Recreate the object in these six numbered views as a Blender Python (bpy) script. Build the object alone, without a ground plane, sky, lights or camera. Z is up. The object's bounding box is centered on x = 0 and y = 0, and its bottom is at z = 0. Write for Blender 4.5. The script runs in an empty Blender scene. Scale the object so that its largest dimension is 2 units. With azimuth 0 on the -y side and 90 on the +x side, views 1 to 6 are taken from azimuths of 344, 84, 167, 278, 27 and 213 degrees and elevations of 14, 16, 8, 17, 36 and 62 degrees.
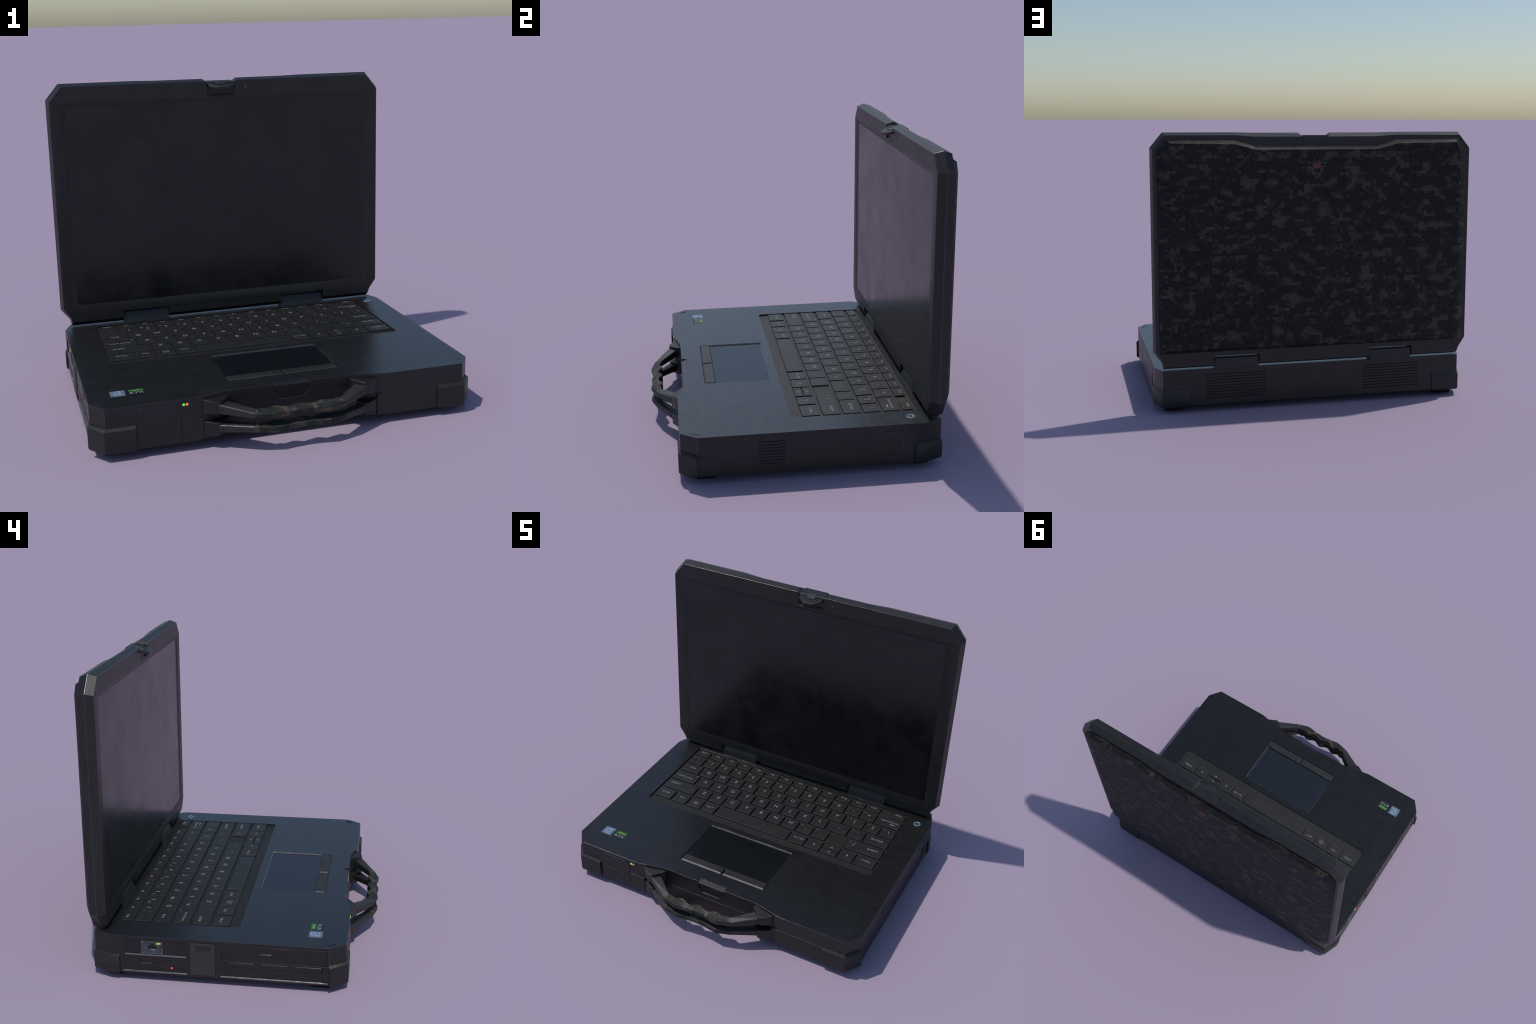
"""Rugged clamshell laptop, open, with carry handles on the front edge."""
import bpy, bmesh, math
from mathutils import Vector, Matrix

scene = bpy.context.scene
COL = scene.collection

# ------------------------------------------------------------------ materials
def nodes_of(name):
    m = bpy.data.materials.new(name)
    m.use_nodes = True
    nt = m.node_tree
    b = nt.nodes["Principled BSDF"]
    return m, nt, b

def coords(nt, scale=(1, 1, 1)):
    tc = nt.nodes.new("ShaderNodeTexCoord")
    mp = nt.nodes.new("ShaderNodeMapping")
    mp.inputs["Scale"].default_value = scale
    nt.links.new(tc.outputs["Object"], mp.inputs["Vector"])
    return mp.outputs["Vector"]

def noise(nt, vec, scale, detail=4, rough=.55, distortion=0):
    n = nt.nodes.new("ShaderNodeTexNoise")
    n.inputs["Scale"].default_value = scale
    n.inputs["Detail"].default_value = detail
    n.inputs["Roughness"].default_value = rough
    n.inputs["Distortion"].default_value = distortion
    nt.links.new(vec, n.inputs["Vector"])
    return n.outputs["Fac"]

def ramp(nt, fac, stops, mode='LINEAR'):
    r = nt.nodes.new("ShaderNodeValToRGB")
    r.color_ramp.interpolation = mode
    el = r.color_ramp.elements
    while len(el) < len(stops):
        el.new(.5)
    for e, (p, c) in zip(el, stops):
        e.position = p
        e.color = (c[0], c[1], c[2], 1) if hasattr(c, '__len__') else (c, c, c, 1)
    nt.links.new(fac, r.inputs["Fac"])
    return r.outputs["Color"]

def bump(nt, b, height, strength, dist=.002):
    n = nt.nodes.new("ShaderNodeBump")
    n.inputs["Strength"].default_value = strength
    n.inputs["Distance"].default_value = dist
    nt.links.new(height, n.inputs["Height"])
    nt.links.new(n.outputs["Normal"], b.inputs["Normal"])

def shell(name, col, rough, var=.25, rvar=.08, spec=.5, scale=6, grain=260, gstr=.15, stretch=(1, 1, 1), metal=0.0):
    """painted metal / plastic with cloudy wear in tint and gloss, and fine grain"""
    m, nt, b = nodes_of(name)
    v = coords(nt, stretch)
    f = noise(nt, v, scale, 6, .6, .3)
    lo = [c * (1 - var) for c in col]
    hi = [c * (1 + var) for c in col]
    nt.links.new(ramp(nt, f, [(.3, lo), (.7, hi)]), b.inputs["Base Color"])
    f2 = noise(nt, v, scale * 2.3, 8, .7, .2)
    nt.links.new(ramp(nt, f2, [(.35, rough - rvar), (.7, rough + rvar)]), b.inputs["Roughness"])
    b.inputs["Specular IOR Level"].default_value = spec
    b.inputs["Metallic"].default_value = metal
    if gstr:
        bump(nt, b, noise(nt, coords(nt), grain, 2), gstr, .0006)
    return m

def plain(name, col, rough=.5, spec=.5, metal=0.0, emit=0.0):
    m, nt, b = nodes_of(name)
    v = coords(nt)
    f = noise(nt, v, 60, 2)
    nt.links.new(ramp(nt, f, [(.3, [c * .9 for c in col]), (.7, [min(1, c * 1.1) for c in col])]), b.inputs["Base Color"])
    b.inputs["Roughness"].default_value = rough
    b.inputs["Specular IOR Level"].default_value = spec
    b.inputs["Metallic"].default_value = metal
    if emit:
        b.inputs["Emission Color"].default_value = (col[0], col[1], col[2], 1)
        b.inputs["Emission Strength"].default_value = emit
    return m

def camo(name, cell, darks, light, light2, rough, spec=.22, lines=0.0, thr=.56):
    """pixel camouflage: noise sampled on a grid of square cells"""
    m, nt, b = nodes_of(name)
    v = coords(nt)
    sn = nt.nodes.new("ShaderNodeVectorMath"); sn.operation = 'SNAP'
    sn.inputs[1].default_value = cell
    nt.links.new(v, sn.inputs[0])
    q = sn.outputs["Vector"]
    mp = nt.nodes.new("ShaderNodeMapping")
    mp.inputs["Scale"].default_value = (1, 0 if lines else 1, 1.7)
    nt.links.new(q, mp.inputs["Vector"])
    q2 = mp.outputs["Vector"]
    mul = nt.nodes.new("ShaderNodeMath"); mul.operation = 'ADD'
    a = noise(nt, q2, .190 / cell[0], 2.0, .6)
    wn = nt.nodes.new("ShaderNodeTexWhiteNoise")
    nt.links.new(q, wn.inputs["Vector"])
    sc = nt.nodes.new("ShaderNodeMath"); sc.operation = 'MULTIPLY_ADD'
    nt.links.new(wn.outputs["Value"], sc.inputs[0]); sc.inputs[1].default_value = .09; sc.inputs[2].default_value = -.045
    nt.links.new(a, mul.inputs[0]); nt.links.new(sc.outputs[0], mul.inputs[1])
    c = ramp(nt, mul.outputs[0], [(0, darks[0]), (.40, darks[1]), (.455, darks[0]), (.515, [.8 * p + .2 * q for p, q in zip(darks[1], light2)]), (thr - .004, light2), (thr + .036, light)], 'CONSTANT')
    # faint weave on top
    f = noise(nt, v, 140, 3, .7)
    mx = nt.nodes.new("ShaderNodeMix"); mx.data_type = 'RGBA'; mx.blend_type = 'MULTIPLY'
    mx.inputs["Factor"].default_value = .8
    nt.links.new(c, mx.inputs[6]); nt.links.new(ramp(nt, f, [(.3, .8), (.7, 1.12)]), mx.inputs[7])
    nt.links.new(mx.outputs[2], b.inputs["Base Color"])
    b.inputs["Roughness"].default_value = rough
    b.inputs["Specular IOR Level"].default_value = spec
    if lines:
        h = noise(nt, coords(nt, (1.2, 1, 26)), 1.0, 4, .6, .25)
        h2 = noise(nt, coords(nt, (6, 6, 14)), 4.0, 4, .6)
        ad = nt.nodes.new("ShaderNodeMath"); ad.operation = 'MULTIPLY_ADD'
        nt.links.new(h2, ad.inputs[0]); ad.inputs[1].default_value = .25
        nt.links.new(h, ad.inputs[2])
        bump(nt, b, ad.outputs[0], lines, .012)
    else:
        bump(nt, b, noise(nt, v, 60, 4), .35, .004)
    return m

M_SHELL = shell("dark_shell", (.0125, .0118, .0125), .42, scale=5)
M_DECK = shell("dark_deck", (.0108, .0115, .0128), .31, rvar=.04, scale=9, var=.2, spec=1.15)
def grazing_gloss(m, stops):
    nt = m.node_tree; b = nt.nodes["Principled BSDF"]
    lw = nt.nodes.new("ShaderNodeLayerWeight")
    r = ramp(nt, lw.outputs["Facing"], stops)
    mu = nt.nodes.new("ShaderNodeMath"); mu.operation = 'MULTIPLY'; mu.inputs[1].default_value = 2.0
    nt.links.new(r, mu.inputs[0]); nt.links.new(mu.outputs[0], b.inputs["Specular IOR Level"])
grazing_gloss(M_DECK, [(.12, .20), (.45, .36), (.80, .80)])
M_EDGE = shell("pale_edge", (.038, .036, .033), .22, var=.6, rvar=.07, scale=14, spec=2.0)  # paler and glossier than dark_shell, used on bevels and small strips
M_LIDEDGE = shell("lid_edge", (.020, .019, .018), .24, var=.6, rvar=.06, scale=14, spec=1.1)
M_LIDSHELL = shell("lid_shell", (.0118, .0115, .0122), .46, rvar=.05, scale=5, stretch=(3, 3, .7))
M_RUBBER = shell("bumper_rubber", (.0145, .0150, .0145), .55, scale=12)
M_BLACK = shell("black_recess", (.004, .004, .0045), .5, scale=20)
M_KEY = shell("keycap_plastic", (.0168, .0170, .0174), .47, var=.15, scale=10, gstr=.1)
M_TRAY = shell("keyboard_tray_plastic", (.0120, .0118, .0112), .55, scale=10)
M_PAD = shell("touchpad_glass", (.0055, .0065, .008), .17, var=.2, rvar=.02, scale=5, gstr=0, spec=1.1)
M_BTN = shell("button_plastic", (.022, .0215, .021), .45, var=.15, scale=10)
M_BAR = shell("handle_bar_plastic", (.022, .0225, .021), .5, scale=12)
M_FLAP = shell("port_cover_plastic", (.030, .030, .027), .6, var=.1, scale=12)
M_HINGE = shell("hinge_metal", (.012, .0135, .015), .4, scale=12)
M_STEEL = shell("worn_steel", (.30, .29, .27), .35, metal=.8, var=.3, scale=40)
M_PORT = shell("port_metal", (.075, .092, .10), .38, metal=.5, var=.5, scale=40)
M_LEGEND = plain("legend_print", (.27, .28, .295), .5)
M_CAMO = camo("pixel_camo", (.0175, 1.0, .0175), [(.0090, .0100, .0110), (.0130, .0138, .0145)], (.049, .0425, .0335), (.033, .029, .0235), .62, lines=.35, thr=.555)
M_CAMOGRIP = camo("grip_camo", (.021, .021, .021), [(.019, .023, .021), (.026, .030, .027)], (.075, .064, .048), (.048, .042, .033), .55, thr=.53)
M_GREEN = plain("led_green", (.15, .8, .10), .3, emit=.6)
M_ORANGE = plain("led_orange", (.9, .20, .07), .3, emit=.6)
M_RED = plain("led_red", (.8, .05, .06), .3, emit=.5)
M_BLUE = plain("led_blue", (.10, .30, .52), .3, emit=.25)
M_STGREEN = plain("sticker_green", (.042, .17, .028), .35)
M_STBLACK = plain("sticker_black", (.008, .009, .012), .35)
M_STTEXT = plain("sticker_text", (.35, .37, .40), .35)
M_STBLUE = shell("sticker_blue_foil", (.13, .18, .26), .3, var=.4, scale=60, gstr=0)
M_STPALE = plain("sticker_pale", (.33, .40, .52), .3)
M_EMBLEMRED = plain("emblem_red", (.11, .020, .034), .5)
M_EMBLEMGREY = plain("emblem_grey", (.085, .09, .105), .4)

def screen_material():
    m, nt, b = nodes_of("dusty_screen")
    b.inputs["Base Color"].default_value = (.0055, .0055, .0060, 1)
    v = coords(nt, (1.5, 1.5, 1.0))
    f = noise(nt, v, 3.6, 10, .66, .5)
    nt.links.new(ramp(nt, f, [(.36, .165), (.64, .295)]), b.inputs["Roughness"])
    nt.links.new(ramp(nt, f, [(.35, (.0045, .0045, .005)), (.7, (.0120, .0120, .0130))]), b.inputs["Base Color"])
    return m
M_SCREEN = screen_material()

# ------------------------------------------------------------------ geometry
def new_obj(name, verts, faces, mat=None, parent=None, bevel=0, seg=2, edge_mat=None, limit=35, smooth=True):
    me = bpy.data.meshes.new(name)
    me.from_pydata([tuple(v) for v in verts], [], faces)
    bm = bmesh.new(); bm.from_mesh(me)
    bmesh.ops.recalc_face_normals(bm, faces=bm.faces)
    bm.to_mesh(me); bm.free()
    return mesh_obj(name, me, mat, parent, bevel, seg, edge_mat, limit)

def mesh_obj(name, me, mat=None, parent=None, bevel=0, seg=2, edge_mat=None, limit=35):
    ob = bpy.data.objects.new(name, me)
    COL.objects.link(ob)
    if mat: me.materials.append(mat)
    if edge_mat: me.materials.append(edge_mat)
    if parent: ob.parent = parent
    if bevel:
        add_bevel(ob, bevel, seg, edge_mat is not None, limit)
    return ob

def add_bevel(ob, w, seg=2, edge=False, limit=35):
    md = ob.modifiers.new("Bevel", 'BEVEL')
    md.width = w; md.segments = seg; md.limit_method = 'ANGLE'
    md.angle_limit = math.radians(limit)
    md.harden_normals = True
    if edge: md.material = 1
    for p in ob.data.polygons: p.use_smooth = True

def prism(pts, a, b, axis='z'):
    """polygon pts extruded from a to b along axis; pts are the other two coords"""
    def at(p, t):
        return {'z': (p[0], p[1], t), 'y': (p[0], t, p[1]), 'x': (t, p[0], p[1])}[axis]
    n = len(pts)
    v = [at(p, a) for p in pts] + [at(p, b) for p in pts]
    f = [list(range(n))[::-1], list(range(n, 2 * n))]
    f += [[i, (i + 1) % n, n + (i + 1) % n, n + i] for i in range(n)]
    return v, f

def boxg(x0, x1, y0, y1, z0, z1):
    return prism([(x0, y0), (x1, y0), (x1, y1), (x0, y1)], z0, z1)

def loft(rings, cap=True):
    n = len(rings[0]); v = []; f = []
    for r in rings: v += list(r)
    for k in range(len(rings) - 1):
        for i in range(n):
            j = (i + 1) % n
            f.append([k * n + i, k * n + j, (k + 1) * n + j, (k + 1) * n + i])
    if cap:
        f.append(list(range(n))[::-1]); f.append([(len(rings) - 1) * n + i for i in range(n)])
    return v, f

def merge(parts):
    V = []; F = []
    for v, f in parts:
        o = len(V); V += list(v); F += [[i + o for i in fc] for fc in f]
    return V, F

def circle(cx, cy, r, n=24, a0=0, a1=2 * math.pi):
    return [(cx + r * math.cos(a0 + (a1 - a0) * i / n), cy + r * math.sin(a0 + (a1 - a0) * i / n)) for i in range(n)]

def ring_geo(cx, cy, r0, r1, a, b, axis, n=32):
    def at(p, t):
        return {'z': (p[0], p[1], t), 'y': (p[0], t, p[1]), 'x': (t, p[0], p[1])}[axis]
    o = circle(cx, cy, r1, n); i = circle(cx, cy, r0, n)
    R = [[at(p, a) for p in i], [at(p, a) for p in o], [at(p, b) for p in o], [at(p, b) for p in i]]
    R.append(R[0])
    v, f = loft(R[:4], cap=False)
    n4 = 3 * n
    f += [[n4 + k, n4 + (k + 1) % n, (k + 1) % n, k] for k in range(n)]
    return v, f

def rounded(x0, x1, y0, y1, r, n=5):
    pts = []
    for cx, cy, s in ((x1 - r, y1 - r, 0), (x0 + r, y1 - r, 1), (x0 + r, y0 + r, 2), (x1 - r, y0 + r, 3)):
        for i in range(n + 1):
            a = (s + i / n) * math.pi / 2
            pts.append((cx + r * math.cos(a), cy + r * math.sin(a)))
    return pts

def cut(ob, geo):
    """boolean difference with closed solids, applied at once"""
    cu = new_obj("cutter", *geo)
    md = ob.modifiers.new("Cut", 'BOOLEAN')
    md.operation = 'DIFFERENCE'; md.solver = 'EXACT'; md.object = cu
    dg = bpy.context.evaluated_depsgraph_get()
    me = bpy.data.meshes.new_from_object(ob.evaluated_get(dg))
    ob.modifiers.clear()
    old = ob.data; ob.data = me; me.name = old.name
    bpy.data.objects.remove(cu)
    bm = bmesh.new(); bm.from_mesh(me)
    bmesh.ops.remove_doubles(bm, verts=bm.verts, dist=1e-5)
    bm.to_mesh(me); bm.free()

def mirror_x(pts):  # half outline (x>=0, top to bottom) -> closed loop
    left = [(-p[0],) + tuple(p[1:]) for p in pts[::-1] if abs(p[0]) > 1e-6]
    return list(pts) + left

# ------------------------------------------------------------------ root
root = bpy.data.objects.new("rugged_laptop", None)
COL.objects.link(root)
root["label"] = "black rugged open laptop with carry handles and camouflage lid"
root["category"] = "laptop"

TOP = .2665          # deck height
SX = .987            # half width of the base
FY, BY = -.639, .740 # front and back wall

# ------------------------------------------------------------------ base
outline = [(-.924, FY), (-.5, FY), (-.312, -.600), (.312, -.600), (.5, FY), (.924, FY),
           (SX, -.552), (SX, .635), (.947, BY), (-.947, BY), (-SX, .635), (-SX, -.552)]
base = new_obj("base", *prism(outline, .044, TOP), M_DECK, root)

TRAY_Z = .2560
tray = [(-.795, -.043), (.806, -.043), (.825, -.024), (.825, .632), (.812, .645), (-.800, .645), (-.812, .632), (-.812, -.024)]
pad_rect = rounded(-.286, .309, -.478, -.086, .008, 2)
cuts = [prism(tray, TRAY_Z, TOP + .05), prism(pad_rect, .2555, TOP + .05)]
# notch of the front catch: floor falls towards the front
cuts.append(prism([(-.571, .2625), (-.571, TOP + .03), (-.64, TOP + .03), (-.64, .2545), (-.600, .2545)], -.083, .101, 'x'))
# six-sided pocket below it, open to the front
cuts.append(prism([(-.081, .2475), (-.081, .222), (-.050, .187), (.069, .187), (.100, .222), (.100, .2475)], -.66, -.591, 'y'))
# left wall: connector recess, lower panel, cover bay, drive bay
L0 = -SX
cuts += [boxg(L0 - .02, L0 + .007, .222, .5625, .156, .247),
         boxg(L0 - .02, L0 + .0045, .217, .577, .055, .135),
         boxg(L0 - .02, L0 + .003, .060, .204, .052, .2495),
         boxg(L0 - .02, L0 + .005, -.546, .037, .054, .2535)]
# right wall: vent, lock
cuts += [boxg(SX - .0045, SX + .02, -.238, -.099, .078, .222),
         boxg(SX - .0045, SX + .02, .452, .521, .103, .184)]
# back wall vents
for s in (-1, 1):
    cuts.append(boxg(min(s * .306, s * .688), max(s * .306, s * .688), BY - .005, BY + .02, .068, .236))
# power button dish
cuts.append(prism(circle(.899, .587, .027, 28), .262, TOP + .05))
cut(base, merge(cuts))
base.data.materials.clear()
for m in (M_DECK, M_EDGE, M_SHELL): base.data.materials.append(m)
for p in base.data.polygons:   # top plate keeps the glossier deck finish
    p.material_index = 0 if (p.normal.z > .9 and p.center.z > TOP - .001) else 2
add_bevel(base, .0042, 3, True, 30)

# front lower skirt between bumpers and brackets
for x0, x1 in ((-.560, -.449), (.449, .785)):
    new_obj("front_skirt", *boxg(x0, x1, -.6412, -.61, .048, .160), M_SHELL, root, .003)
# seam strip inside the handle well
new_obj("well_rib", *boxg(-.312, .312, -.6015, -.59, .046, .151), M_SHELL, root, .0015)

# corner bumpers: chamfered shells hugging each corner of the base
def bumper(pts_in, z1, t, z0=.038):
    """pts_in: open polyline along the wall; grows outward by t"""
    P = [Vector(p) for p in pts_in]
    def off(d):
        out = []
        for i, p in enumerate(P):
            ns = []
            if i > 0: e = P[i] - P[i - 1]; ns.append(Vector((e.y, -e.x)).normalized())
            if i < len(P) - 1: e = P[i + 1] - P[i]; ns.append(Vector((e.y, -e.x)).normalized())
            m = sum(ns, Vector((0, 0))).normalized()
            out.append(p + m * (d / max(.3, m.dot(ns[0]))))
        return out
    inner = off(-.03); skin = off(.001); outer = off(t)
    # pull the open ends in a little on the outside so they slope
    def trim(L, d):
        L = [v.copy() for v in L]
        L[0] += (L[1] - L[0]).normalized() * d
        L[-1] += (L[-2] - L[-1]).normalized() * d
        return L
    outer_t = trim(outer, .006)
    loop = lambda a, b: [(v.x, v.y) for v in a] + [(v.x, v.y) for v in b[::-1]]
    low = trim(off(t - .006), .010)
    rings = [(loop(low, inner), z0), (loop(outer_t, inner), z0 + .010), (loop(outer_t, inner), z1 - .012), (loop(skin, inner), z1)]
    return loft([[(x, y, z) for x, y in r] for r, z in rings])

front_r = [(.778, FY), (.926, FY), (SX, -.557), (SX, -.549)]
back_r = [(SX, .588), (SX, .635), (.947, BY), (.769, BY)]
for pts, z1, t in ((front_r, .166, .013), (back_r, .152, .0085)):
    for s in (1, -1):
        pp = [(s * x, y) for x, y in pts]
        if s < 0: pp = pp[::-1]
        new_obj("corner_bumper", *bumper(pp, z1, t), M_RUBBER, root, .002)

for s in (1, -1):
    for y0, y1 in ((-.575, -.452), (.588, .684)):
        x0, x1 = .806, .931
        c = .012
        top = [(x0, y0), (x1, y0), (x1, y1), (x0, y1)]
        bot = [(x0 + c, y0 + c * .5), (x1 - c * .2, y0 + c * .5), (x1 - c * .2, y1 - c * .5), (x0 + c, y1 - c * .5)]
        new_obj("rubber_foot", *loft([[(s * x, y, 0) for x, y in bot], [(s * x, y, .02) for x, y in top], [(s * x, y, .046) for x, y in top]]), M_BLACK, root, .003)

for s in (1, -1):
    new_obj("bumper_strip", *boxg(min(s * (SX - .02), s * (SX + .0025)), max(s * (SX - .02), s * (SX + .0025)), -.556, -.517, .068, .157), M_SHELL, root, .0015)

# little raised tabs on the front deck corners
for s in (1, -1):
    a = Vector((s * .932, -.578)); b_ = Vector((s * .952, -.541)); n = Vector((-(b_ - a).y, (b_ - a).x)).normalized() * .004
    q = [a - n, b_ - n, b_ + n, a + n]
    new_obj("deck_tab", *prism([(v.x, v.y) for v in q], TOP - .002, TOP + .003), M_DECK, root, .0015)

# ------------------------------------------------------------------ vents
def slat(name, mesh_cache, size, loc, parent, axis):
    key = (name, size, axis)
    if key not in mesh_cache:
        w, d, h = size
        prof = [(0, -h / 2), (d, -h / 2 + .0008), (d, h / 2 - .0035), (0, h / 2)]
        g = prism(prof, -w / 2, w / 2, 'x') if axis == 'y' else None
        if axis == 'y':
            v, f = g
        else:  # face +x : rotate
            v, f = prism(prof, -w / 2, w / 2, 'x'); v = [(p[1], -p[0], p[2]) for p in v]
        me = bpy.data.meshes.new(name); me.from_pydata(v, [], f)
        bm = bmesh.new(); bm.from_mesh(me); bmesh.ops.recalc_face_normals(bm, faces=bm.faces); bm.to_mesh(me); bm.free()
        me.materials.append(M_SHELL)
        mesh_cache[key] = me
    ob = bpy.data.objects.new(name, mesh_cache[key]); COL.objects.link(ob)
    ob.parent = parent; ob.location = loc
    return ob
cache = {}
for s in (-1, 1):
    for i in range(9):
        slat("vent_slat", cache, (.384, .0045, .0142), (s * .497, BY - .0049, .079 + i * .0182), base, 'y')
for i in range(8):
    slat("vent_slat", cache, (.1395, .0040, .0138), (SX - .0044, -.1685, .0875 + i * .0178), base, 'x')
# back wall screw and hole
new_obj("screw", *prism(circle(.734, .091, .011, 16), BY - .003, BY + .0012, 'y'), M_SHELL, base, .0012)
new_obj("screw_slot", *boxg(.727, .741, BY, BY + .002, .0895, .0925), M_BLACK, base)
new_obj("lock_hole", *prism(circle(-.728, .091, .006, 12), BY - .003, BY + .0008, 'y'), M_BLACK, base)

# right wall: lock plate with keyhole and framing steps
new_obj("lock_hole", *prism(circle(.503, .146, .012, 16), SX - .008, SX - .0036, 'x'), M_BLACK, base)
new_obj("lock_frame", *boxg(SX - .002, SX + .0025, .414, .522, .190, .231), M_SHELL, base, .002)
new_obj("lock_frame", *boxg(SX - .002, SX + .0025, .414, .520, .062, .097), M_SHELL, base, .002)

# ------------------------------------------------------------------ left wall ports
new_obj("network_port", *boxg(L0 + .002, L0 + .020, .349, .473, .163, .242), M_PORT, base, .002)
jack = [(.383, .187), (.432, .187), (.432, .213), (.420, .213), (.420, .222), (.413, .222), (.413, .230), (.402, .230), (.402, .222), (.395, .222), (.395, .213), (.383, .213)]
new_obj("network_jack", *prism(jack, L0 + .0008, L0 + .004, 'x'), M_BLACK, base)
new_obj("jack_contact", *boxg(L0 + .0002, L0 + .003, .388, .427, .188, .196), M_STEEL, base, .001)
for y in (.357, .465):
    for z in (.169, .237):
        new_obj("port_screw", *prism(circle(y, z, .004, 10), L0 + .0005, L0 + .004, 'x'), M_STEEL, base)
def led_x(y, z, r, m, name="status_light", x=L0):
    return new_obj(name, *prism(circle(y, z, r, 14), x - .0006, x + .006, 'x'), m, base)
led_x(.379, .229, .0052, M_GREEN); led_x(.367, .229, .0056, M_ORANGE)
led_x(.304, .0865, .0062, M_RED, x=L0 + .0012)
M_DIM = plain("led_dim", (.035, .045, .01), .4)
led_x(.327, .234, .005, M_DIM, x=L0 + .0062)
# lower panel: memory-card doors
new_obj("port_cover", *boxg(L0 + .0022, L0 + .012, .4095, .4715, .105, .128), M_SHELL, base, .002)
new_obj("port_cover", *boxg(L0 + .0022, L0 + .012, .317, .403, .101, .128), M_SHELL, base, .002)
new_obj("port_cover", *boxg(L0 + .0022, L0 + .012, .226, .311, .089, .128), M_SHELL, base, .002)
new_obj("port_cover", *boxg(L0 + .0022, L0 + .012, .480, .568, .064, .128), M_SHELL, base, .002)
new_obj("card_slot_cover", *boxg(L0 + .002, L0 + .012, .3185, .473, .071, .095), M_SHELL, base, .002)
new_obj("card_slot", *boxg(L0 + .0005, L0 + .004, .36, .425, .0745, .0795), M_BLACK, base, .001)
new_obj("port_latch", *boxg(L0 - .001, L0 + .004, .412, .469, .105, .111), M_EDGE, base, .002)
# pale strips modelled along the recess feet to draw the sunlit ledge highlights
for y0, y1, z in ((.224, .5605, .156), (.219, .575, .055), (-.544, .035, .054)):
    new_obj("ledge_glint_strip", *prism([(L0 - .0006, z - .002), (L0 - .0006, z + .0012), (L0 + .0045, z + .0052), (L0 + .008, z - .002)], y0, y1, 'y'), M_EDGE, base)
# tall cover flap
new_obj("port_flap", *boxg(L0 - .0035, L0 + .008, .064, .200, .057, .2465), M_FLAP, base, .0015)
new_obj("flap_label", *boxg(L0 - .0045, L0, .0855, .1705, .199, .2365), plain("flap_label_plum", (.020, .016, .019), .5), base, .001)
new_obj("flap_slot", *boxg(L0 - .0052, L0, .091, .165, .223, .229), M_BLACK, base, .001)
# drive bay
new_obj("drive_bay_door", *boxg(L0 + .004, L0 + .012, -.538, .030, .061, .154), M_SHELL, base, .0025)
new_obj("drive_bay_door", *boxg(L0 + .0022, L0 + .012, -.538, .030, .157, .248), M_SHELL, base, .0025)
for yc in (-.073, -.256, -.438):
    new_obj("grip_groove", *prism(rounded(yc - .079, yc + .079, .116, .146, .012), L0 - .0005, L0 + .01, 'x'), M_SHELL, base, .005, 2)
new_obj("bay_latch", *prism(rounded(-.333, -.243, .204, .243, .004), L0 - .0005, L0 + .01, 'x'), M_SHELL, base, .002)
new_obj("bay_latch_tab", *prism(rounded(-.243, -.179, .199, .207, .0035), L0 - .0005, L0 + .01, 'x'), M_EDGE, base, .002)

# ------------------------------------------------------------------ front wall details
new_obj("battery_door", *prism(rounded(-.775, -.561, .05, .248, .035, 6), FY - .0028, FY + .01, 'y'), M_SHELL, base, .002)
new_obj("battery_door_latch", *boxg(-.732, -.604, FY - .0045, FY, .128, .139), M_SHELL, base, .0035)
new_obj("status_light", *prism(circle(-.5455, .239, .0066, 14), FY - .002, FY + .002, 'y'), M_GREEN, base)
new_obj("status_light", *prism(circle(-.5292, .2392, .0066, 14), FY - .002, FY + .002, 'y'), M_ORANGE, base)

# catch plate under the deck notch
catch = new_obj("catch_lip", *prism([(-.6005, .248), (-.6005, .2565), (-.5715, .2645), (-.5715, .248)], -.0815, .0995, 'x'), M_DECK, root, .0015)
new_obj("catch_slot", *boxg(-.022, .04, -.5925, -.589, .203, .213), M_BLACK, catch, .001)

# ------------------------------------------------------------------ handles
def bracket(s, ztop, ztip, zbot):
    plan = [(.450, -.637), (.394, -.671), (.372, -.670), (.320, -.622), (.311, -.606), (.311, -.585), (.46, -.585)]
    zt = [ztop - .002, ztip, ztip, ztop - .004, ztop, ztop, ztop]
    lo = [(s * x, y, zbot) for x, y in plan]; hi = [(s * x, y, z) for (x, y), z in zip(plan, zt)]
    return loft([lo, hi])

def finger(x):
    """inner edge of the grip: finger bumps that fade out at the ends"""
    w = max(0, min(1, (.185 - abs(x)) / .03))
    wave = math.cos((x - .004) * 2 * math.pi / .122)
    return -.7320 + w * .0115 * wave + (1 - w) * .006

def outer_y(x):
    ks = [(-.2300, -.7610), (-.1320, -.7862), (-.066, -.7765), (0, -.7705), (.070, -.7745), (.148, -.7866), (.2400, -.7560)]
    for (x0, y0), (x1, y1) in zip(ks, ks[1:]):
        if x <= x1 or x1 == ks[-1][0]:
            t = (x - x0) / (x1 - x0); return y0 + (y1 - y0) * t

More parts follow.
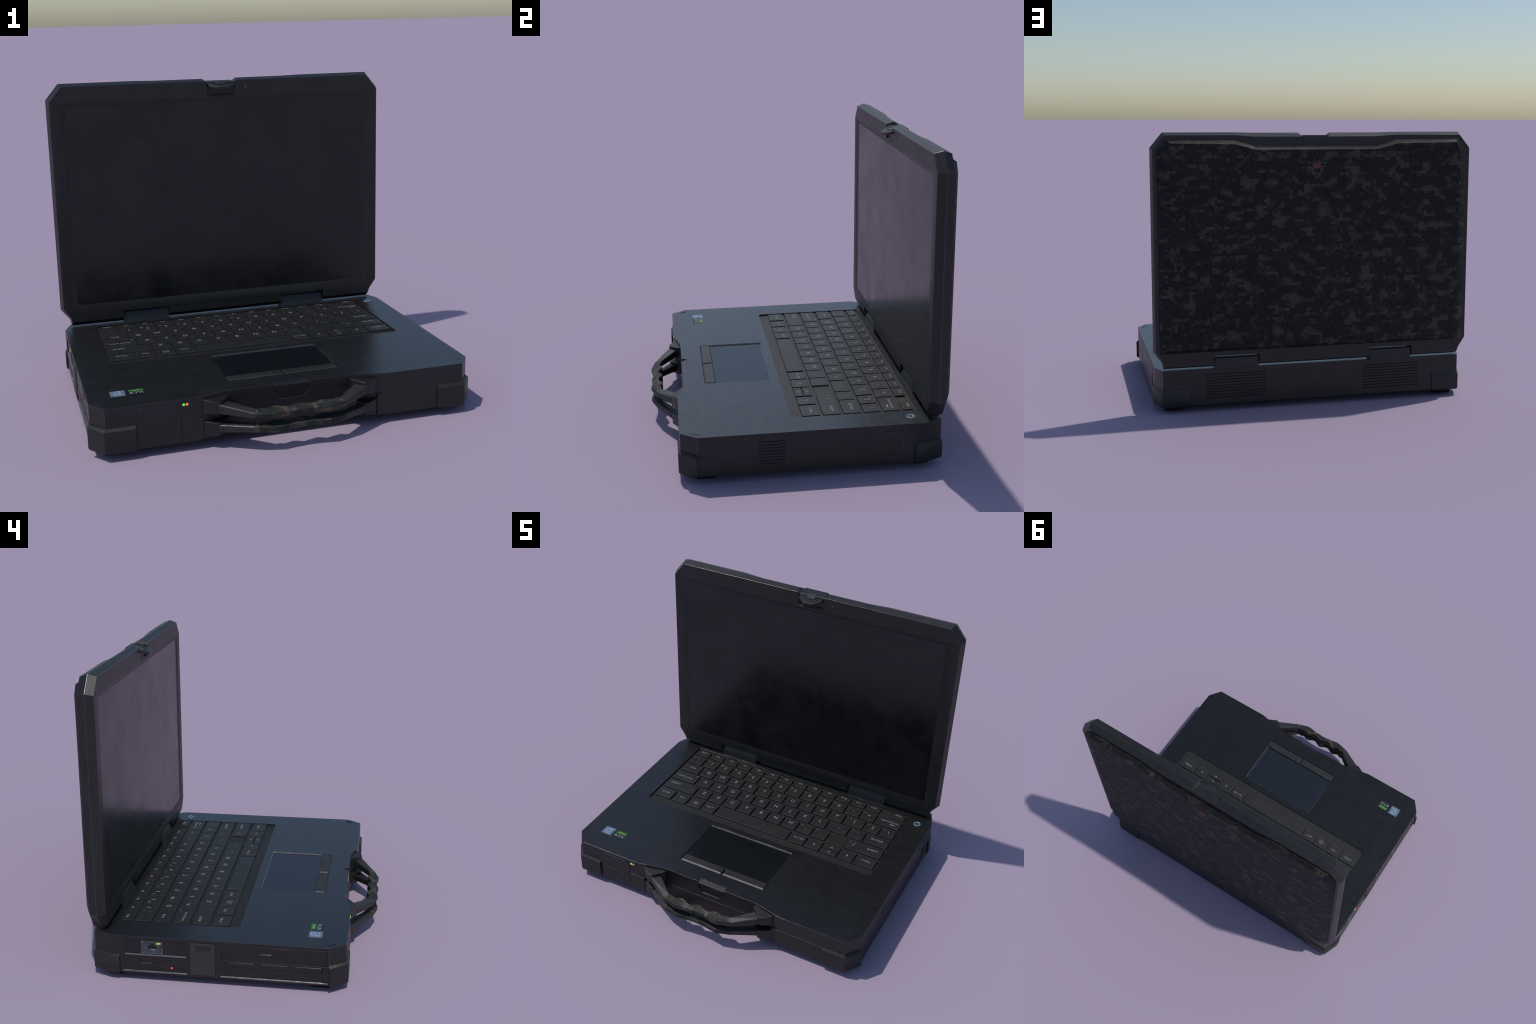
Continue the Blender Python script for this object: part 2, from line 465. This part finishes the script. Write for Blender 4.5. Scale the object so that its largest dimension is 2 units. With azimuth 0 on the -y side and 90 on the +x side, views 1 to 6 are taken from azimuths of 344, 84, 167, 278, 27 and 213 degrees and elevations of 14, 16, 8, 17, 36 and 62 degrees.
def handle(zt_arm, zb_arm, zi, zo, zb):
    """zi / zo: top of the grip at its finger side and at its outer side"""
    def sect(xi, yi, xo, yo, ai, ao, b, c=.004):
        i = Vector((xi, yi)); o = Vector((xo, yo)); d = (o - i).normalized() * c
        p = lambda v, z: (v.x, v.y, z)
        return [p(i + d, b), p(o - d, b), p(o, b + c), p(o, ao - c), p(o - d, ao), p(i + d, ai), p(i, ai - c), p(i, b + c)]
    parts = []
    for s in (-1, 1):
        xo1, yo1 = (-.230, -.7610) if s < 0 else (.240, -.7560)
        parts.append(loft([sect(s * .320, -.615, s * .376, -.660, zt_arm, zt_arm, zb_arm),
                           sect(s * .331, -.628, s * .380, -.671, zt_arm, zt_arm, zb_arm),
                           sect(s * .208, -.7270, xo1, yo1, zi, zo + .004, zb)]))
    ob = new_obj("handle", *merge(parts), M_BAR, root)
    N = 72; R = []
    for k in range(N + 1):
        t = k / N
        xi = -.208 + .416 * t; xo = -.230 + .470 * t
        end = k in (0, N)
        yo = outer_y(xo); yi = -.7270 if end else finger(xi) + .0010
        g = .0012
        drop = .004 * max(0, 1 - min(t, 1 - t) / .2)
        R.append(sect(xi, yi, xo, yo - (0 if end else .0008), zi + g, zo + g + drop, zb - g, .004))
    gr = new_obj("grip", *loft(R), M_CAMOGRIP, ob)
    for s in (-1, 1):  # pivot screws
        new_obj("pivot_screw", *prism(circle(s * .366, (zt_arm + zb_arm) / 2, .005, 10), -.6812, -.670, 'y'), M_BLACK, ob)
    return ob
handle(.227, .179, .2065, .1955, .1690)
handle(.1235, .085, .1370, .1270, .0980)
for s in (-1, 1):
    new_obj("handle_bracket", *bracket(s, .252, .240, .178), M_SHELL, root, .003)
    new_obj("handle_bracket", *bracket(s, .140, .133, .067), M_SHELL, root, .003)

# ------------------------------------------------------------------ keyboard
kb = new_obj("keyboard", *prism([(x * .9985, y) for x, y in tray], TRAY_Z - .004, TRAY_Z + .0008), M_TRAY, root)
key_meshes = {}
legends = []
def keycap(x0, x1, y0, y1):
    w, d = round(x1 - x0, 4), round(y1 - y0, 4)
    if (w, d) not in key_meshes:
        h = TOP + .0008 - TRAY_Z; e = .0022
        rect = lambda i: [(-w / 2 - e + i, -d / 2 - e + i), (w / 2 + e - i, -d / 2 - e + i), (w / 2 + e - i, d / 2 + e - i), (-w / 2 - e + i, d / 2 + e - i)]
        v, f = loft([[(x, y, 0) for x, y in rect(0)], [(x, y, h - .0055) for x, y in rect(.0005)], [(x, y, h) for x, y in rect(e)]])
        me = bpy.data.meshes.new("key"); me.from_pydata(v, [], f)
        bm = bmesh.new(); bm.from_mesh(me)
        bmesh.ops.recalc_face_normals(bm, faces=bm.faces)
        bmesh.ops.bevel(bm, geom=[ed for ed in bm.edges if ed.calc_face_angle(0) > .3 and max(q.co.z for q in ed.verts) > h - .006],
                        offset=.0014, segments=2, affect='EDGES', profile=.5)
        bm.to_mesh(me); bm.free(); me.materials.append(M_KEY)
        key_meshes[(w, d)] = me
    ob = bpy.data.objects.new("key", key_meshes[(w, d)]); COL.objects.link(ob)
    ob.parent = kb; ob.location = ((x0 + x1) / 2, (y0 + y1) / 2, TRAY_Z)
    return ob

def text_geo(s, size, cx, cy, z, stretch=1.25, depth=.0006, rot=None):
    cu = bpy.data.curves.new("t", 'FONT'); cu.body = s; cu.size = size
    cu.align_x = 'CENTER'; cu.align_y = 'CENTER'; cu.extrude = depth; cu.resolution_u = 2; cu.offset = 0.0
    o = bpy.data.objects.new("t", cu); COL.objects.link(o)
    dg = bpy.context.evaluated_depsgraph_get()
    me = bpy.data.meshes.new_from_object(o.evaluated_get(dg))
    v = [(cx + p.co.x * stretch, cy + p.co.y, z + p.co.z) for p in me.vertices]
    f = [list(p.vertices) for p in me.polygons]
    bpy.data.objects.remove(o); bpy.data.curves.remove(cu); bpy.data.meshes.remove(me)
    return v, f

KZ = TOP + .0012
PITCH = .1105
ROWS = {'F': (.569, .621), 'N': (.461, .549), 'Q': (.354, .443), 'A': (.245, .335), 'Z': (.133, .225), 'B': (.019, .111)}
KEYS = []   # row, x0, x1, main legend, shifted legend
def run(row, xc, main, shifts=None, w=.100):
    for i, ch in enumerate(main):
        c = xc + i * PITCH
        KEYS.append((row, c - w / 2, c + w / 2, ch, shifts[i] if shifts else ''))
KEYS.append(('F', -.796, -.695, 'ESC', ''))
run('F', -.6325, ['F%d' % i for i in range(1, 13)])
KEYS.append(('F', .715, .812, 'DEL', ''))
KEYS.append(('N', -.796, -.694, '`', '~'))
run('N', -.6305, list('1234567890-='), list('!@#$%^&*()_+'))
KEYS.append(('N', .647, .813, 'BACKSPACE', ''))
KEYS.append(('Q', -.795, -.659, 'TAB', ''))
run('Q', -.5945, list('QWERTYUIOP'))
KEYS += [('Q', .461, .594, '[', '{'), ('Q', .608, .706, ']', '}'), ('Q', .719, .813, '\\', '|')]
KEYS.append(('A', -.795, -.623, 'CAPS LOCK', ''))
run('A', -.5595, list('ASDFGHJKL'))
KEYS += [('A', .388, .529, ';', ':'), ('A', .541, .641, "'", '"'), ('A', .652, .813, 'ENTER', '')]
KEYS.append(('Z', -.795, -.566, 'SHIFT', ''))
run('Z', -.5035, list('ZXCVBNM,.'), [''] * 7 + ['<', '>'])
KEYS.append(('Z', .571, .813, '/', '?'))
KEYS += [('B', -.795, -.676, 'CTRL', ''), ('B', -.655, -.559, 'FN', ''), ('B', -.543, -.447, 'WIN', ''), ('B', -.437, -.340, 'ALT', ''),
         ('B', -.321, .204, '', ''), ('B', .226, .325, 'ALTGR', ''), ('B', .337, .437, '<', ''), ('UP', .449, .559, '^', ''), ('DN', .449, .559, 'v', ''),
         ('B', .577, .669, '>', ''), ('B', .685, .812, 'CTRL', '')]
ROWS['UP'] = (.0695, .111); ROWS['DN'] = (.019, .0605)
def chevron(cx, cy, direction, r=.010, w=.0045):
    a = {'^': 90, 'v': -90, '<': 180, '>': 0}[direction]
    R = Matrix.Rotation(math.radians(a), 2)
    P = [Vector(p) for p in ((-r * .5, r), (r * .6, 0), (-r * .5, -r), (-r * .5 - w, -r), (r * .6 - w * 1.3, 0), (-r * .5 - w, r))]
    return prism([(cx + (R @ p).x, cy + (R @ p).y) for p in P], KZ - .0012, KZ)
for row, x0, x1, main, sh in KEYS:
    y0, y1 = ROWS[row]
    keycap(x0, x1, y0, y1)
    cx, cy = (x0 + x1) / 2, (y0 + y1) / 2
    if not main: continue
    if row in ('UP', 'DN') or (row == 'B' and main in '<>'):
        legends.append(chevron(cx, cy, main)); continue
    if main == 'WIN':
        for dx in (-1, 1):
            for dy in (-1, 1):
                qx, qy = cx + dx * .0095, cy + dy * .0085
                for a, b in ((0, .0012), (1, .0012)):
                    pass
                legends.append(merge([boxg(qx - .007, qx + .007, qy + .0045, qy + .006, KZ - .001, KZ), boxg(qx - .007, qx + .007, qy - .006, qy - .0045, KZ - .001, KZ),
                                      boxg(qx - .007, qx - .0055, qy - .0045, qy + .0045, KZ - .001, KZ), boxg(qx + .0055, qx + .007, qy - .0045, qy + .0045, KZ - .001, KZ)]))
        continue
    if len(main) > 1 or row == 'F':
        size = .021 if row == 'F' else .0205
        if main == 'CAPS LOCK':
            legends.append(text_geo(main, .0185, cx - .006, cy - .004, KZ - .0006, 1.2))
        elif main == 'BACKSPACE':
            legends.append(text_geo(main, .0185, cx + .004, cy + .010, KZ - .0006, 1.15))
            legends.append(boxg(cx + .012, cx + .046, cy - .016, cy - .009, KZ - .001, KZ))
        elif main == 'SHIFT':
            legends.append(text_geo(main, .022, cx - .052, cy + .012, KZ - .0006, 1.3))
        elif main == 'ALTGR':
            legends.append(text_geo('ALT GR', .0185, cx, cy + .006, KZ - .0006, 1.15))
        else:
            legends.append(text_geo(main, size, cx, cy + (.011 if row == 'F' else .006) , KZ - .0006, 1.35))
        continue
    if row == 'Z' and main == '/':
        legends.append(text_geo('/', .034, x0 + .045, cy + .006, KZ - .0006, 1.3))
        legends.append(text_geo('?', .016, x0 + .016, cy + .028, KZ - .0006, 1.2))
        legends.append(text_geo('SHIFT', .022, x1 - .068, cy + .009, KZ - .0006, 1.35))
        continue
    dx = 0
    legends.append(text_geo(main, .035, cx + .001, cy + .007, KZ - .0006, 1.15))
    if sh:
        legends.append(text_geo(sh, .017, cx - .033, cy + .027, KZ - .0006, 1.1))
lg = new_obj("key_legend", *merge(legends), M_LEGEND, kb)
lg["kind"] = "stuff"
new_obj("status_light", *prism(circle(-.6405, .3265, .0038, 12), KZ - .002, KZ + .0006), M_BLUE, kb)
new_obj("status_light", *prism(circle(-.158, .614, .0038, 12), KZ - .002, KZ + .0006), plain("led_red_dim", (.35, .05, .03), .4, emit=.2), kb)
# spacer blocks where keys are missing
new_obj("key_blank", *boxg(.436, .562, .137, .222, TRAY_Z, TRAY_Z + .004), M_TRAY, kb, .002)
new_obj("key_blank", *boxg(.652, .706, .572, .618, TRAY_Z, TRAY_Z + .004), M_TRAY, kb, .002)

# ------------------------------------------------------------------ touchpad
pad = new_obj("touchpad", *boxg(-.280, .303, -.4145, -.092, .250, .2600), M_PAD, root, .0015)
for x0, x1 in ((-.282, .0075), (.0155, .305)):
    new_obj("touchpad_button", *loft([[(x, y, .25) for x, y in ((x0, -.476), (x1, -.476), (x1, -.4155), (x0, -.4155))],
                                      [(x, y, .2625) for x, y in ((x0, -.476), (x1, -.476), (x1, -.4155), (x0, -.4155))],
                                      [(x, y, .2685) for x, y in ((x0 + .006, -.466), (x1 - .006, -.466), (x1 - .006, -.4175), (x0 + .006, -.4175))]]), M_BTN, pad, .001, 2, None, 12)
frame = []
for o, i in ((((-.2850, -.4155), (-.2850, -.0870)), ((-.2785, -.4155), (-.2785, -.0935))),
             (((-.2850, -.0870), (.3080, -.0870)), ((-.2785, -.0935), (.3015, -.0935))),
             (((.3080, -.0870), (.3080, -.4155)), ((.3015, -.0935), (.3015, -.4155)))):
    (a, b), (c, d) = o, i
    frame.append(([(*a, .2662), (*b, .2662), (*d, .2608), (*c, .2608), (*a, .254), (*b, .254), (*d, .254), (*c, .254)],
                  [[0, 1, 2, 3], [4, 7, 6, 5], [0, 4, 5, 1], [1, 5, 6, 2], [2, 6, 7, 3], [3, 7, 4, 0]]))
new_obj("touchpad_frame", *merge(frame), M_LIDEDGE, pad)
for x in (-.262, .285):
    new_obj("touchpad_mark", *boxg(x - .008, x + .008, -.121, -.119, .2585, .2604), M_EMBLEMGREY, pad)

# ------------------------------------------------------------------ power button
pw = new_obj("power_button", *prism(circle(.899, .587, .0145, 28), .258, .2672), M_DECK, root, .001)
new_obj("button_ring", *ring_geo(.899, .587, .0215, .0265, .258, .2685, 'z'), M_STEEL, pw, .001)
new_obj("button_light", *ring_geo(.899, .587, .0130, .0172, .260, .2676, 'z'), M_BLUE, pw)
new_obj("button_light", *boxg(.8972, .9008, .592, .6035, .262, .2680), M_BLUE, pw)

# ------------------------------------------------------------------ stickers
st = new_obj("graphics_sticker", *boxg(-.780, -.7085, -.503, -.435, TOP - .001, TOP + .0010), M_STBLACK, root)
new_obj("sticker_band", *boxg(-.780, -.7085, -.4605, -.435, TOP, TOP + .0014), M_STGREEN, st)
new_obj("sticker_text", *text_geo("RTX", .030, -.744, -.481, TOP + .0012, 1.25, .0004), M_STTEXT, st)
new_obj("sticker_text", *merge([boxg(-.754, -.722, -.4505, -.446, TOP + .001, TOP + .0018), boxg(-.765, -.757, -.453, -.4435, TOP + .001, TOP + .0018)]), plain("sticker_mark", (.22, .38, .20), .4), st)
sp = new_obj("processor_sticker", *boxg(-.872, -.799, -.502, -.430, TOP - .001, TOP + .0012), M_STBLUE, root)
new_obj("sticker_band", *ring_geo(-.8355, -.458, .013, .0185, TOP, TOP + .0018, 'z', 24), M_STPALE, sp)
new_obj("sticker_band", *boxg(-.861, -.811, -.487, -.4825, TOP, TOP + .0018), M_STPALE, sp)
new_obj("sticker_text", *text_geo("i9", .020, -.8355, -.458, TOP + .0014, 1.1, .0004), M_STPALE, sp)

# ------------------------------------------------------------------ lid
def half(pts): return mirror_x(pts)
ring_front = half([(0, .660, 1.677), (.38, .660, 1.677), (.5, .660, 1.677), (.913, .660, 1.677), (.9855, .660, 1.5905), (.9855, .660, .386), (.945, .661, .328), (.938, .666, .300), (0, .666, .300)])
ring_ridge = half([(0, .707, 1.688), (.38, .707, 1.688), (.5, .707, 1.691), (.926, .707, 1.691), (1.0, .707, 1.602), (1.0, .707, .376), (.950, .705, .312), (.940, .703, .2715), (0, .703, .2715)])
ring_back = half([(0, .751, 1.665), (.38, .751, 1.666), (.5, .751, 1.675), (.921, .751, 1.675), (.9890, .751, 1.590), (.9890, .751, .384), (.948, .751, .320), (.939, .750, .291), (0, .750, .291)])
lid = new_obj("lid", *loft([ring_front, ring_ridge, ring_back]), M_LIDSHELL, root)
def rect_ring(x0, x1, z0, z1, y): return [(x0, y, z0), (x1, y, z0), (x1, y, z1), (x0, y, z1)]
e = .0225
# screen opening with sloped bezel; the slope is extended a little out of the face
lc = [loft([rect_ring(-.925 - .014, .925 + .014, .3815 - .014, 1.5845 + .014, .655), rect_ring(-.9005, .9005, .404, 1.5645, .6690)])]
for s in (-1, 1):
    lc.append(boxg(min(s * .354, s * .632), max(s * .354, s * .632), .62, .80, .20, .347))
cut(lid, merge(lc))
cut(lid, prism([(-.079, 1.668), (.092, 1.668), (.092, 1.668), (.113, 1.70), (-.103, 1.70)][:2] + [(.113, 1.70), (-.103, 1.70)], .60, .80, 'y'))
cut(lid, boxg(-.079, .092, .60, .672, 1.592, 1.69))
lid.data.materials.clear(); lid.data.materials.append(M_LIDSHELL); lid.data.materials.append(M_LIDEDGE)
add_bevel(lid, .003, 2, True, 30)

new_obj("screen", *boxg(-.9015, .9015, .6675, .685, .4035, 1.565), M_SCREEN, lid)

# back panel with pixel camouflage, chamfered rim and a dip for the latch
p0 = half([(0, .740, 1.615), (.388, .740, 1.615), (.500, .740, 1.648), (.908, .740, 1.649), (.963, .740, 1.583), (.963, .740, .374), (0, .740, .374)])
p1 = half([(0, .760, 1.612), (.386, .760, 1.612), (.501, .760, 1.645), (.906, .762, 1.646), (.961, .762, 1.582), (.961, .762, .377), (0, .762, .377)])
p2 = half([(0, .763, 1.603), (.380, .763, 1.603), (.504, .765, 1.639), (.902, .765, 1.641), (.953, .767, 1.580), (.953, .767, .381), (0, .765, .381)])
p3 = half([(0, .7855, 1.588), (.372, .7855, 1.588), (.510, .7855, 1.622), (.888, .7860, 1.628), (.915, .7865, 1.576), (.915, .7865, .398), (0, .7865, .398)])
new_obj("back_panel", *loft([p0, p1, p2, p3]), M_CAMO, lid, .0012)

# latch flap on the top edge
tip = [(-.075, .7505), (-.075, .672), (-.068, .646), (-.024, .613), (.030, .6115), (.084, .643), (.088, .672), (.088, .7505)]
zt = [1.674, 1.669, 1.655, 1.643, 1.643, 1.655, 1.669, 1.674]
zb = [1.655, 1.652, 1.640, 1.626, 1.626, 1.640, 1.652, 1.655]
latch = new_obj("latch", *loft([[(x, y, z) for (x, y), z in zip(tip, zb)], [(x, y, z) for (x, y), z in zip(tip, zt)]]), M_SHELL, lid, .003)
new_obj("latch_thumb_pad", *loft([[(-.022, .70, 1.670), (.036, .70, 1.670), (.036, .652, 1.655), (-.022, .652, 1.655)],
                                  [(-.018, .698, 1.6735), (.032, .698, 1.6735), (.032, .655, 1.6600), (-.018, .655, 1.6600)]]), M_BTN, latch, .0015)
new_obj("latch_bar", *boxg(-.077, .090, .666, .680, 1.5925, 1.602), M_DECK, latch, .002)

# camera
cam = new_obj("webcam", *ring_geo(.1555, 1.635, .009, .0135, .6585, .664, 'y', 24), M_BLACK, lid)
new_obj("webcam_lens", *prism(circle(.1555, 1.635, .0092, 20), .6592, .664, 'y'), M_PAD, cam)
# bezel screws
for x, z in ((-.937, .374), (.937, .374), (.925, 1.636), (.955, 1.588), (-.955, 1.588), (-.925, 1.636)):
    new_obj("bezel_screw", *prism(circle(x, z, .0055, 12), .6592, .664, 'y'), M_BLACK, lid)

# emblem: three open triangles round a red shield
def stroke(a, b, w, y0, y1):
    a = Vector(a); b = Vector(b); d = (b - a).normalized(); n = Vector((-d.y, d.x)) * w / 2
    a = a - d * w / 2; b = b + d * w / 2
    return prism([tuple(a - n), tuple(b - n), tuple(b + n), tuple(a + n)], y0, y1, 'y')
EY0, EY1 = .784, .7870
cx0 = .0065
lines = []
for s in (-1, 1):
    P = [(cx0 + s * .024, 1.5095), (cx0 + s * .059, 1.5095), (cx0 + s * .043, 1.4815), (cx0 + s * .024, 1.486)]
    lines += [stroke(P[i], P[i + 1], .0028, EY0, EY1) for i in range(3)]
    lines += [stroke((cx0 + s * .010, 1.512), (cx0 + s * .019, 1.5325), .0028, EY0, EY1)]
    lines += [stroke((cx0 + s * .0295, 1.462), (cx0, 1.416), .0028, EY0, EY1 - .0002 * (s > 0)), stroke((cx0 + s * .015, 1.478), (cx0 + s * .0295, 1.462), .0028, EY0, EY1 - .0001)]
em = new_obj("emblem", *merge(lines), M_EMBLEMGREY, lid)
red = [(0, 1.4695), (.012, 1.480), (.024, 1.482), (.024, 1.511), (.010, 1.509), (.005, 1.503), (0, 1.521), (-.005, 1.503), (-.010, 1.509), (-.024, 1.511), (-.024, 1.482), (-.012, 1.480)]
new_obj("emblem_shield", *prism([(cx0 + x, z) for x, z in red], EY0, EY1 + .0003, 'y'), M_EMBLEMRED, em)

# ------------------------------------------------------------------ hinges
for s in (-1, 1):
    prof = [(.667, .262), (.667, .270), (.685, .322), (.694, .334), (.735, .336), (.7425, .328), (.7425, .262)]
    x0, x1 = (s * .3575, s * .6285)
    new_obj("hinge", *prism(prof, min(x0, x1), max(x0, x1), 'x'), M_HINGE, root, .003)
